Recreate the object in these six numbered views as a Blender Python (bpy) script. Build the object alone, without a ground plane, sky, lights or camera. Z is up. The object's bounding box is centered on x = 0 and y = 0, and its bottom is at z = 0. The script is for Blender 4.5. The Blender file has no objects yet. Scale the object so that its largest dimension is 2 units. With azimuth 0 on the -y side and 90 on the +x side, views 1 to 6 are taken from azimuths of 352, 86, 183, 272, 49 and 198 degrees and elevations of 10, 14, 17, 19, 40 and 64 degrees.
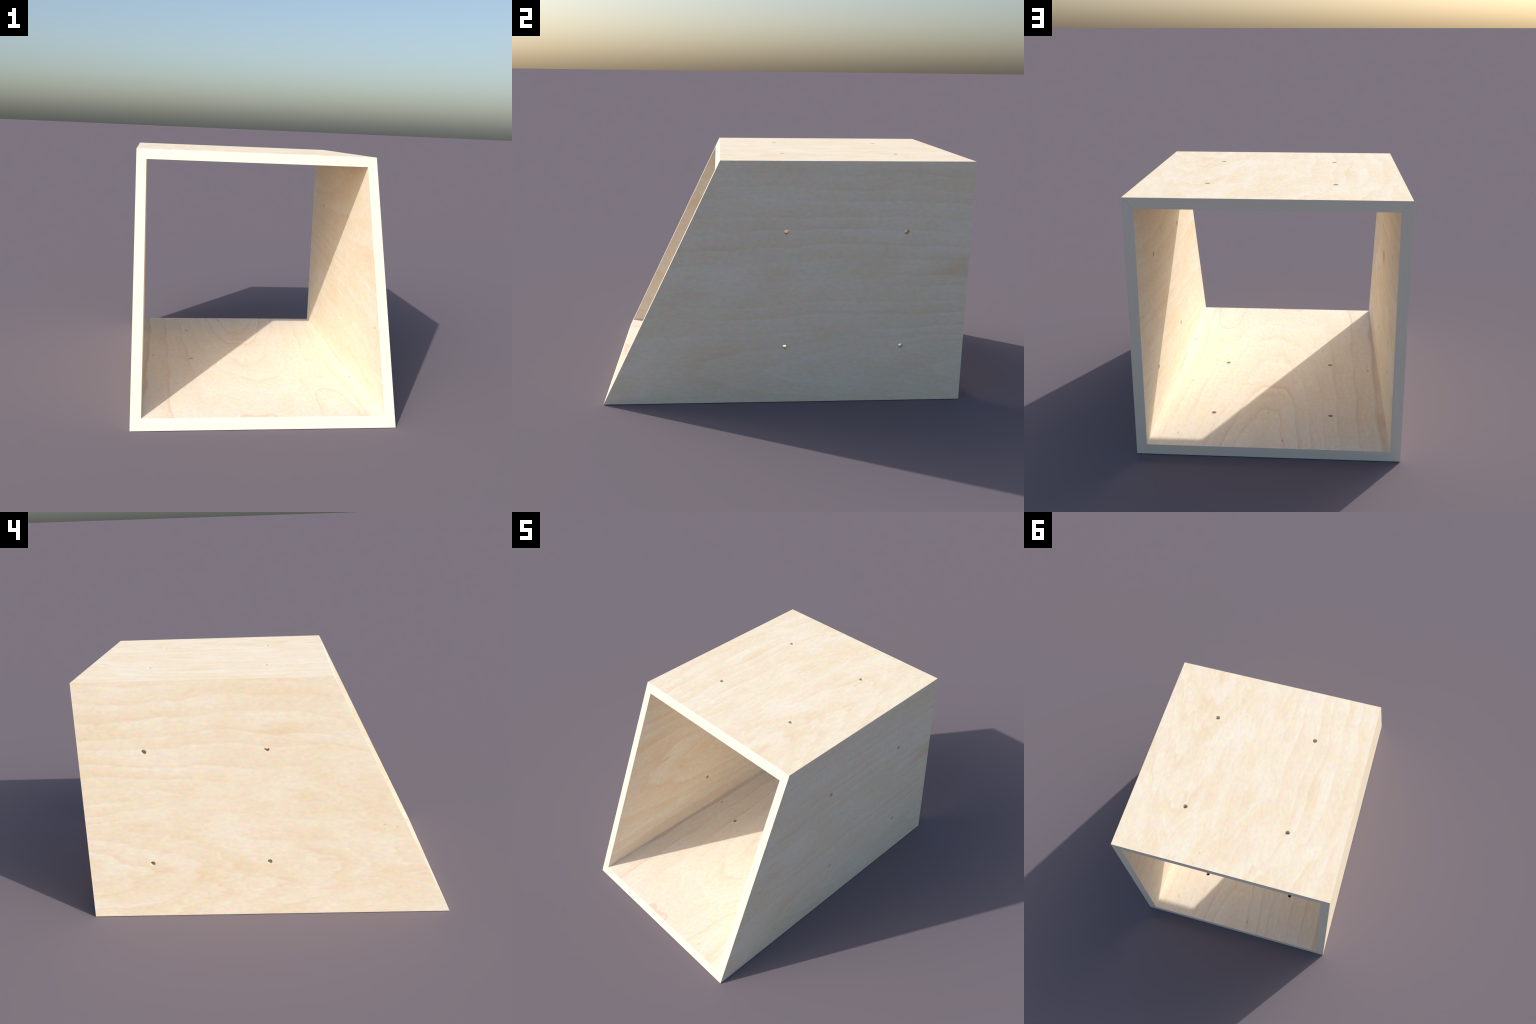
"""Open plywood box: four mitred birch-plywood panels forming a square tube whose
front end is sawn on a slant; every panel is drilled with four round bolt holes."""
import bpy
import bmesh
import math
from mathutils import Vector

# ------------------------------------------------------------------ dimensions
MM = 2.0 / 740.0                 # the box is 740 units long and scaled to 2.00 m
HALF_W = 249.95 * MM             # 500 wide
HEIGHT = 500.2 * MM              # 500 high
THICK = 20 * MM                  # board thickness
Y_BACK = 370 * MM
Y_FRONT_LOW = -370 * MM          # foot of the slanted front
Y_FRONT_TOP = -130 * MM          # head of the slanted front
HOLE_R = 5 * MM
HOLE_ALONG = (0.0, 240 * MM)     # hole rows along the grain
HOLE_ACROSS = (-120 * MM, 120 * MM)
HOLE_HEIGHTS = (120.2 * MM, 360.2 * MM)


def front_y(z):
    return Y_FRONT_LOW + (Y_FRONT_TOP - Y_FRONT_LOW) * z / HEIGHT


# ------------------------------------------------------------------ node helpers
class Tree:
    """Small helper that writes shader maths as Python calls."""

    def __init__(self, mat):
        mat.use_nodes = True
        self.t = mat.node_tree
        self.t.nodes.clear()

    def _put(self, sock, val):
        if isinstance(val, bpy.types.NodeSocket):
            self.t.links.new(val, sock)
        elif val is not None:
            sock.default_value = val

    def m(self, op, a, b=None, c=None, clamp=False):
        n = self.t.nodes.new("ShaderNodeMath")
        n.operation = op
        n.use_clamp = clamp
        for i, v in enumerate((a, b, c)):
            self._put(n.inputs[i], v)
        return n.outputs[0]

    def add(self, a, b): return self.m("ADD", a, b)
    def sub(self, a, b): return self.m("SUBTRACT", a, b)
    def mul(self, a, b): return self.m("MULTIPLY", a, b)

    def xyz(self, x, y, z=0.0):
        n = self.t.nodes.new("ShaderNodeCombineXYZ")
        for i, v in enumerate((x, y, z)):
            self._put(n.inputs[i], v)
        return n.outputs[0]

    def split(self):
        c = self.t.nodes.new("ShaderNodeTexCoord")
        s = self.t.nodes.new("ShaderNodeSeparateXYZ")
        self.t.links.new(c.outputs["Object"], s.inputs[0])
        return s.outputs[0], s.outputs[1], s.outputs[2]

    def noise(self, vec, detail=2.0, rough=0.5, out="Fac"):
        n = self.t.nodes.new("ShaderNodeTexNoise")
        n.inputs["Scale"].default_value = 1.0
        n.inputs["Detail"].default_value = detail
        n.inputs["Roughness"].default_value = rough
        self._put(n.inputs["Vector"], vec)
        return n.outputs[out]

    def n0(self, u, v, su, sv, seed, detail=2.0, rough=0.5):
        """Noise centred on zero, stretched differently along and across the grain."""
        return self.sub(self.noise(self.xyz(self.mul(u, su), self.mul(v, sv), seed), detail, rough), 0.5)

    def curve(self, fac, pts):
        """Map 0..1 through straight pieces given as (position, value)."""
        n = self.t.nodes.new("ShaderNodeValToRGB")
        r = n.color_ramp
        while len(r.elements) < len(pts):
            r.elements.new(0.5)
        for e, (p, v) in zip(r.elements, pts):
            e.position = p
            e.color = (v, v, v, 1)
        self._put(n.inputs[0], fac)
        return n.outputs[0]

    def mix(self, fac, a, b, kind="MIX"):
        n = self.t.nodes.new("ShaderNodeMix")
        n.data_type = "RGBA"
        n.blend_type = kind
        n.clamp_factor = True
        self._put(n.inputs["Factor"], fac)
        for name, v in (("A", a), ("B", b)):
            s = [i for i in n.inputs if i.name == name and i.type == "RGBA"][0]
            self._put(s, (*v, 1) if isinstance(v, tuple) else v)
        return [o for o in n.outputs if o.type == "RGBA"][0]

    def spot(self, u, v, cu, cv, ru, rv, hard=2.0):
        """1 inside an elliptical spot, fading to 0 at its rim."""
        a = self.m("DIVIDE", self.sub(u, cu), ru)
        b = self.m("DIVIDE", self.sub(v, cv), rv)
        d = self.add(self.mul(a, a), self.mul(b, b))
        return self.m("MULTIPLY", self.sub(1.0, d), hard, clamp=True)

    def bump_at(self, u, v, cu, cv, ru, rv):
        """Smooth Gaussian hill, used to bend growth rings around a place."""
        a = self.m("DIVIDE", self.sub(u, cu), ru)
        b = self.m("DIVIDE", self.sub(v, cv), rv)
        d = self.add(self.mul(a, a), self.mul(b, b))
        return self.m("EXPONENT", self.mul(d, -1.0))

    def finish(self, colour, rough=0.6, bump=None):
        p = self.t.nodes.new("ShaderNodeBsdfPrincipled")
        p.inputs["Roughness"].default_value = rough
        p.inputs["Specular IOR Level"].default_value = SPEC
        self._put(p.inputs["Base Color"], colour)
        if bump is not None:
            b = self.t.nodes.new("ShaderNodeBump")
            b.inputs["Strength"].default_value = 0.04
            b.inputs["Distance"].default_value = 0.002
            self._put(b.inputs["Height"], bump)
            self.t.links.new(b.outputs[0], p.inputs["Normal"])
        o = self.t.nodes.new("ShaderNodeOutputMaterial")
        self.t.links.new(p.outputs[0], o.inputs[0])


SPEC = 0.10
CREAM = (0.905, 0.768, 0.560)
PALE = (0.945, 0.850, 0.690)
LINING_CREAM = (0.910, 0.782, 0.605)
LINING_PALE = (0.945, 0.855, 0.715)
FLOOR_CREAM = (0.918, 0.795, 0.628)
FLOOR_PALE = (0.948, 0.862, 0.728)
WHITE = (0.960, 0.895, 0.775)
TAN = (0.850, 0.625, 0.385)
HONEY = (0.905, 0.700, 0.440)
PINK = (0.780, 0.560, 0.400)
KNOT = (0.40, 0.27, 0.17)


def veneer(name, uv, seed, heart, density, lines, blotch, specks=(), smudges=(), hills=(),
           calm=(), line_col=TAN, base=CREAM, pale=PALE, warp=1.0, finger=1.0, thin=False):
    """Rotary-cut birch face.  Growth rings are the contour lines of a height field:
    parallel to the grain far from the heart line, nested arches (cathedrals) along it.
    heart:   (across position, softness, arches per metre, arch width)
    hills:   (along, across, along reach, across reach, height) local rings
    smudges: (along, across, along reach, across reach, strength) warm stains
    calm:    (along, across, along reach, across reach, strength) flame figure without clear rings
    specks:  (along, across, along reach, across reach, strength) pin knots"""
    mat = bpy.data.materials.new(name)
    t = Tree(mat)
    x, y, z = t.split()
    u, v = uv(t, x, y, z)
    # hand-wander of the grain
    wv = t.add(t.mul(t.n0(u, v, 1.0, 1.6, seed, 2), 0.17 * warp),
               t.mul(t.n0(u, v, 3.2, 7.0, seed + 7, 3, 0.6), 0.034 * warp))
    wu = t.add(t.mul(t.n0(u, v, 1.8, 5.0, seed + 13, 2), 0.45 * warp),
               t.mul(t.n0(u, v, 3.0, 17.0, seed + 17, 2), 0.34 * finger))
    vv = t.add(v, wv)
    uu = t.add(u, wu)
    hv, soft, rate, width = heart
    dv = t.sub(vv, hv)
    dv2 = t.mul(dv, dv)
    arch = t.m("EXPONENT", t.mul(dv2, -1.0 / width ** 2))
    h = t.mul(t.m("SQRT", t.add(dv2, soft * soft)), density)
    h = t.sub(h, t.mul(t.mul(uu, arch), rate))
    for cu, cv, ru, rv, amp in hills:
        h = t.add(h, t.mul(t.bump_at(uu, vv, cu, cv, ru, rv), amp))
    h = t.add(h, 20.0)
    # uneven years: wide and narrow rings
    h = t.add(h, t.mul(t.noise(t.xyz(t.mul(h, 0.45), seed, 0.0), 1.0), 1.6))
    ring = t.m("FRACT", h)
    year = t.noise(t.xyz(t.m("FLOOR", h), seed, t.mul(u, 1.3)), 0.0)
    if thin:   # a thin line closing each ring
        late = t.curve(ring, [(0.0, 0.55), (0.05, 1.0), (0.15, 0.45), (0.42, 0.08), (0.93, 0.0), (1.0, 0.55)])
    else:      # late wood fading outward, a pale rim just inside the next line
        late = t.curve(ring, [(0.0, 0.5), (0.05, 0.95), (0.30, 0.50), (0.65, 0.10), (0.93, 0.0), (1.0, 0.5)])
    rim = t.curve(ring, [(0.0, 0.3), (0.05, 0.0), (0.68, 0.0), (0.93, 1.0), (1.0, 0.3)])
    fade = t.curve(t.add(t.n0(u, v, 1.7, 4.5, seed + 21, 3, 0.6), t.mul(year, 0.9)),
                   [(0.22, 0.06), (0.80, 1.0)])
    still = t.m("ADD", 0.0, 0.0)
    for cu, cv, ru, rv, s in calm:
        still = t.add(still, t.mul(t.bump_at(u, v, cu, cv, ru, rv), s))
    still = t.m("MINIMUM", still, 1.0)
    fade = t.mul(fade, t.sub(1.0, still))
    late = t.mul(t.mul(late, fade), lines)
    golden = t.m("MULTIPLY", t.sub(t.noise(t.xyz(t.add(t.mul(h, 0.5), 40.0), t.mul(u, 1.8), seed + 87), 2.0, 0.55), 0.52), 4.5, clamp=True)
    fine = t.m("FRACT", t.mul(h, 3.0))
    fine = t.mul(t.curve(fine, [(0.0, 0.4), (0.12, 1.0), (0.6, 0.15), (0.9, 0.0), (1.0, 0.4)]),
                 t.curve(t.add(t.n0(u, v, 1.5, 3.5, seed + 25, 2), 0.5), [(0.45, 0.0), (0.7, 1.0)]))
    pores = t.n0(u, vv, 6.0, 85.0, seed + 31, 3, 0.6)
    streak = t.n0(u, vv, 1.8, 24.0, seed + 37, 3, 0.6)
    cloud = t.add(t.n0(uu, vv, 2.8, 5.5, seed + 41, 4, 0.6), t.mul(t.n0(u, v, 5.5, 6.5, seed + 43, 3, 0.55), 0.7))
    flame = t.n0(uu, vv, 3.4, 9.0, seed + 61, 3, 0.6)
    tint = t.noise(t.xyz(t.mul(u, 30.0), t.mul(v, 55.0), seed + 53), 2.0, 0.6, "Color")

    # broad bands that follow the rings
    band = t.sub(t.noise(t.xyz(t.mul(h, 0.55), t.mul(u, 1.6), seed + 83), 2.0, 0.55), 0.5)
    tone = t.add(t.add(t.mul(cloud, 1.9 * blotch), t.mul(streak, 0.45)), t.add(t.mul(band, 1.5 * blotch), 0.42))
    col = t.mix(t.m("MAXIMUM", tone, 0.0, clamp=True), pale, base)
    warm = t.m("MULTIPLY", t.sub(flame, t.sub(0.06, t.mul(still, 0.08))), 2.8 * blotch, clamp=True)
    fleck = t.m("MULTIPLY", t.sub(t.n0(uu, vv, 5.0, 15.0, seed + 71, 3, 0.6), 0.12), 4.0, clamp=True)
    col = t.mix(t.mul(warm, 0.75), col, HONEY)
    col = t.mix(t.mul(fleck, t.mul(t.add(still, 0.35), 0.5 * blotch)), col, WHITE)
    col = t.mix(t.mul(golden, 0.36 * blotch), col, HONEY)
    col = t.mix(t.mul(fine, 0.12 * lines), col, line_col)
    col = t.mix(late, col, line_col)
    col = t.mix(t.mul(rim, t.mul(fade, 0.75 * lines)), col, WHITE)
    col = t.mix(t.mul(t.add(pores, 0.08), 0.15), col, line_col)
    for cu, cv, ru, rv, s in smudges:
        su = t.add(u, t.mul(t.n0(u, v, 6.0, 30.0, seed + 91, 2), 0.16))
        sv = t.add(v, t.mul(t.n0(u, v, 5.0, 9.0, seed + 95, 2), 0.05))
        col = t.mix(t.mul(t.bump_at(su, sv, cu, cv, ru, rv), s), col, line_col)
    # faint uneven tint of bleached wood
    n = t.t.nodes.new("ShaderNodeVectorMath")
    n.operation = "MULTIPLY_ADD"
    t._put(n.inputs[0], tint)
    n.inputs[1].default_value = (MOTTLE,) * 3
    n.inputs[2].default_value = (1 - MOTTLE / 2,) * 3
    n2 = t.t.nodes.new("ShaderNodeVectorMath")
    n2.operation = "MULTIPLY"
    t._put(n2.inputs[0], col)
    t._put(n2.inputs[1], n.outputs[0])
    col = n2.outputs[0]
    for cu, cv, ru, rv, s in specks:
        col = t.mix(t.mul(t.spot(u, v, cu, cv, ru, rv), s), col, KNOT)
    t.finish(col, 0.75, pores)
    return mat


MOTTLE = 0.30
TILT = 0.12                      # this sheet was cut a little across its grain
KNOT_U, KNOT_V = 0.15, 0.150      # brown knot on the left lining, near the upper holes

# shared sheet for the left and the top face: the top is the same sheet turned round
SHEET = dict(seed=3.1, density=11.0, lines=0.58, blotch=1.0, warp=1.5, finger=1.2, heart=(-0.42, 0.16, 4.0, 0.30),
             specks=[(-0.625, -0.144, 0.009, 0.006, 0.26), (-0.695, -0.159, 0.008, 0.005, 0.22)],
             hills=[(-0.85, 0.22, 0.42, 0.42, 2.2), (0.75, -0.10, 0.25, 0.12, -1.2)],
             calm=[(0.15, -0.08, 0.55, 0.16, 0.9), (-0.15, 0.62, 0.5, 0.10, 0.6), (-0.6, -0.15, 0.25, 0.1, 0.7)],
             smudges=[(0.774, -0.414, 0.05, 0.030, 0.35), (0.545, -0.385, 0.04, 0.020, 0.35),
                      (0.327, -0.452, 0.04, 0.025, 0.35), (0.669, -0.121, 0.08, 0.03, 0.35),
                      (0.484, 0.027, 0.05, 0.02, 0.30), (-0.122, -0.459, 0.05, 0.03, 0.35),
                      (-0.187, 0.047, 0.06, 0.035, 0.35), (-0.09, -0.451, 0.05, 0.02, 0.2)])


def make_materials():
    M = {}
    side = lambda t, x, y, z: (t.mul(y, 1.0), t.sub(z, 0.676))
    flat = lambda t, x, y, z: (t.mul(y, 1.0), t.mul(x, 1.0))
    M["left_out"] = veneer("birch_left_face", side, **SHEET)
    M["top_out"] = veneer("birch_top_face", lambda t, x, y, z: (t.sub(0.286, y), t.mul(x, -1.0)), **SHEET)
    M["right_out"] = veneer("birch_right_face", side, seed=21.7, density=13.0, lines=0.5, blotch=0.62,
                            calm=[(0.0, 0.05, 0.5, 0.13, 0.7), (-0.5, 0.0, 0.3, 0.12, 0.7), (-0.1, 0.62, 0.4, 0.08, 0.5)],
                            heart=(-0.483, 0.08, 2.6, 0.15),
                            
                            smudges=[(0.97, 0.085, 0.13, 0.048, 0.60), (0.85, 0.062, 0.14, 0.020, 0.30), (-0.634, -0.106, 0.05, 0.02, 0.3),
                                     (-0.494, 0.049, 0.04, 0.012, 0.4), (-0.278, 0.019, 0.04, 0.008, 0.4),
                                     (-0.512, -0.049, 0.08, 0.018, 0.3), (-0.03, 0.07, 0.10, 0.05, 0.3)])
    M["floor_in"] = veneer("birch_floor_face", flat, seed=9.4, density=8.0, lines=0.85, blotch=0.6,
                           line_col=PINK, base=FLOOR_CREAM, pale=FLOOR_PALE, thin=True, heart=(0.03, 0.15, 3.2, 0.26), warp=1.1,
                           hills=[(-0.95, 0.36, 0.5, 0.09, 1.6)], finger=0.25,
                           specks=[(-0.365, 0.594, 0.016, 0.008, 0.43), (-0.035, 0.399, 0.012, 0.007, 0.36),
                                   (0.261, 0.508, 0.012, 0.007, 0.29), (0.876, 0.485, 0.014, 0.007, 0.32),
                                   (0.635, 0.022, 0.013, 0.006, 0.36), (0.924, -0.072, 0.014, 0.006, 0.40),
                                   (0.070, -0.560, 0.015, 0.009, 0.40), (-0.930, 0.376, 0.012, 0.006, 0.22)],
                           smudges=[(-0.353, 0.43, 0.025, 0.020, 0.4), (0.295, 0.155, 0.008, 0.03, 0.5),
                                    (0.14, -0.25, 0.005, 0.10, 0.25), (0.70, -0.42, 0.006, 0.09, 0.25),
                                    (0.70, -0.60, 0.07, 0.03, 0.45), (0.115, -0.601, 0.012, 0.02, 0.3),
                                    (0.42, 0.02, 0.03, 0.07, 0.3)])
    M["right_in"] = veneer("birch_right_lining", lambda t, x, y, z: (t.mul(y, 1.0), t.sub(t.sub(z, 0.676), t.mul(y, TILT))), seed=33.3, base=(0.892, 0.762, 0.590), pale=(0.930, 0.835, 0.695), density=14.0, lines=0.4, blotch=1.0,
                           heart=(0.5, 0.3, 1.5, 0.3), specks=[(-0.71, -0.14, 0.014, 0.008, 0.4)])
    M["left_in"] = veneer("birch_left_lining", side, seed=45.9, base=LINING_CREAM, pale=LINING_PALE, density=13.0, lines=0.6, blotch=0.9,
                          heart=(-0.08, 0.12, 3.0, 0.24), hills=[(KNOT_U, KNOT_V, 0.16, 0.05, 2.0)],
                          specks=[(KNOT_U, KNOT_V, 0.060, 0.036, 0.26), (KNOT_U, KNOT_V + 0.004, 0.032, 0.020, 0.18)],
                          smudges=[(KNOT_U, KNOT_V, 0.10, 0.042, 0.9), (KNOT_U - 0.02, KNOT_V + 0.012, 0.06, 0.008, 0.5), (-0.36, -0.17, 0.10, 0.025, 0.35), (-0.17, -0.10, 0.07, 0.03, 0.35)])
    M["ceiling_in"] = veneer("birch_ceiling_lining", flat, seed=57.2, base=LINING_CREAM, pale=LINING_PALE, density=13.0, lines=0.5, blotch=0.9,
                             heart=(0.1, 0.12, 3.2, 0.2))
    M["floor_out"] = veneer("birch_underside", flat, seed=64.8, density=14.0, lines=0.5, blotch=0.9,
                            heart=(-0.2, 0.12, 3.2, 0.2))
    M["edge_up"] = edge_wood("sawn_edge_upright", lambda t, x, y, z: (z, x), 5.0)
    M["edge_level"] = edge_wood("sawn_edge_level", lambda t, x, y, z: (x, z), 15.0)
    M["bore"] = edge_wood("drilled_wood", lambda t, x, y, z: (y, t.add(x, z)), 25.0, 0.1)  # grain nearly removed, wall colour kept pale to brighten the glints inside holes
    return M


def edge_wood(name, uv, seed, figure=1.0):
    """Sawn edge: close, long rings running along the strip, and a dark line coloured in at the mitres."""
    mat = bpy.data.materials.new(name)
    t = Tree(mat)
    x, y, z = t.split()
    u, v = uv(t, x, y, z)
    wob = t.mul(t.n0(u, v, 2.4, 3.0, seed, 2), 0.14)
    ring = t.m("FRACT", t.mul(t.add(v, wob), 95.0))
    late = t.curve(ring, [(0.0, 0.2), (0.15, 0.0), (0.7, 0.5), (0.9, 1.0), (1.0, 0.2)])
    fade = t.curve(t.add(t.n0(u, v, 3.0, 30.0, seed + 4, 2), 0.5), [(0.35, 0.05), (0.65, 1.0)])
    fine = t.n0(u, v, 5.0, 150.0, seed + 8, 2)
    col = t.mix(t.mul(t.mul(late, fade), 0.45 * figure), EDGE, TAN)
    col = t.mix(t.mul(t.add(fine, 0.05), 0.25 * figure), col, TAN)
    # thin darker line painted along the upper mitre joints
    mx = t.sub(HALF_W, t.m("ABSOLUTE", x))
    mz = t.sub(HEIGHT, z)
    seam = t.m("LESS_THAN", t.m("ABSOLUTE", t.sub(mx, mz)), 0.0016)
    col = t.mix(t.mul(seam, 0.35), col, (0.52, 0.40, 0.26))
    t.finish(col, 0.6, fine)
    return mat


EDGE = (0.880, 0.790, 0.650)


# ------------------------------------------------------------------ geometry
def corner(side_x, z_side, inner):
    """Point of the mitred cross-section (x, z)."""
    x = side_x * (HALF_W - (THICK if inner else 0.0))
    z = (HEIGHT - THICK if inner else HEIGHT) if z_side > 0 else (THICK if inner else 0.0)
    return x, z


def loft_panel(name, a, b):
    """A board between two corners of the square section, mitred at both long edges,
    cut square at the back and to the slanted plane at the front."""
    section = [corner(*a, False), corner(*b, False), corner(*b, True), corner(*a, True)]
    bm = bmesh.new()
    back = [bm.verts.new((x, Y_BACK, z)) for x, z in section]
    front = [bm.verts.new((x, front_y(z), z)) for x, z in section]
    for i in range(4):
        j = (i + 1) % 4
        bm.faces.new((back[i], back[j], front[j], front[i]))
    bm.faces.new(back)
    bm.faces.new(front[::-1])
    bmesh.ops.recalc_face_normals(bm, faces=bm.faces)
    me = bpy.data.meshes.new(name)
    bm.to_mesh(me)
    bm.free()
    ob = bpy.data.objects.new(name, me)
    bpy.context.scene.collection.objects.link(ob)
    return ob


def drill(ob, centres, axis):
    """Bore round through-holes, 32 sides."""
    bm = bmesh.new()
    rot = Vector((0, 0, 1)).rotation_difference(axis).to_matrix().to_4x4()
    for c in centres:
        m = rot.copy()
        m.translation = c
        bmesh.ops.create_cone(bm, cap_ends=True, segments=32, radius1=HOLE_R, radius2=HOLE_R,
                              depth=THICK * 3, matrix=m)
    me = bpy.data.meshes.new("drill_bit")
    bm.to_mesh(me)
    bm.free()
    bit = bpy.data.objects.new("drill_bit", me)
    bpy.context.scene.collection.objects.link(bit)
    mod = ob.modifiers.new("bores", "BOOLEAN")
    mod.operation = "DIFFERENCE"
    mod.solver = "EXACT"
    mod.object = bit
    bpy.context.view_layer.update()
    dg = bpy.context.evaluated_depsgraph_get()
    new = bpy.data.meshes.new_from_object(ob.evaluated_get(dg))
    ob.modifiers.clear()
    old = ob.data
    ob.data = new
    new.name = ob.name
    bpy.data.meshes.remove(old)
    bpy.data.objects.remove(bit)


def dress(ob, outward, mats):
    """Give faces their materials from where they sit: outer, inner, sawn edge, bore."""
    me = ob.data
    me.materials.clear()
    for m in mats:
        me.materials.append(m)
    for p in me.polygons:
        d = p.normal.dot(outward)
        if d > 0.99:
            p.material_index = 0
        elif d < -0.99:
            p.material_index = 1
        elif p.area > THICK * THICK:
            p.material_index = 2
        else:
            p.material_index = 3
            p.use_smooth = True
    # keep bore rims crisp
    bm = bmesh.new()
    bm.from_mesh(me)
    for e in bm.edges:
        if len(e.link_faces) == 2 and e.calc_face_angle(0) > math.radians(35):
            e.smooth = False
    bm.to_mesh(me)
    bm.free()


def build():
    M = make_materials()
    box = bpy.data.objects.new("plywood_box", None)
    bpy.context.scene.collection.objects.link(box)
    box["label"] = "open pale birch plywood box with slanted front and bolt holes"
    box["category"] = "wooden box"
    X, Z = Vector((1, 0, 0)), Vector((0, 0, 1))
    xm = HALF_W - THICK / 2

    def side_holes(sx):
        return [Vector((sx * xm, y, z)) for y in HOLE_ALONG for z in HOLE_HEIGHTS]

    def level_holes(z):
        return [Vector((x, y, z)) for y in HOLE_ALONG for x in HOLE_ACROSS]

    plan = [
        ("side_panel", (1, -1), (1, 1), X, side_holes(1), "right_out", "right_in", "edge_up"),
        ("side_panel", (-1, -1), (-1, 1), -X, side_holes(-1), "left_out", "left_in", "edge_up"),
        ("top_panel", (-1, 1), (1, 1), Z, level_holes(HEIGHT - THICK / 2), "top_out", "ceiling_in", "edge_level"),
        ("bottom_panel", (-1, -1), (1, -1), -Z, level_holes(THICK / 2), "floor_out", "floor_in", "edge_level"),
    ]
    for name, a, b, out, holes, mo, mi, me in plan:
        ob = loft_panel(name, a, b)
        drill(ob, holes, out)
        dress(ob, out, [M[mo], M[mi], M[me], M["bore"]])
        ob.parent = box


build()
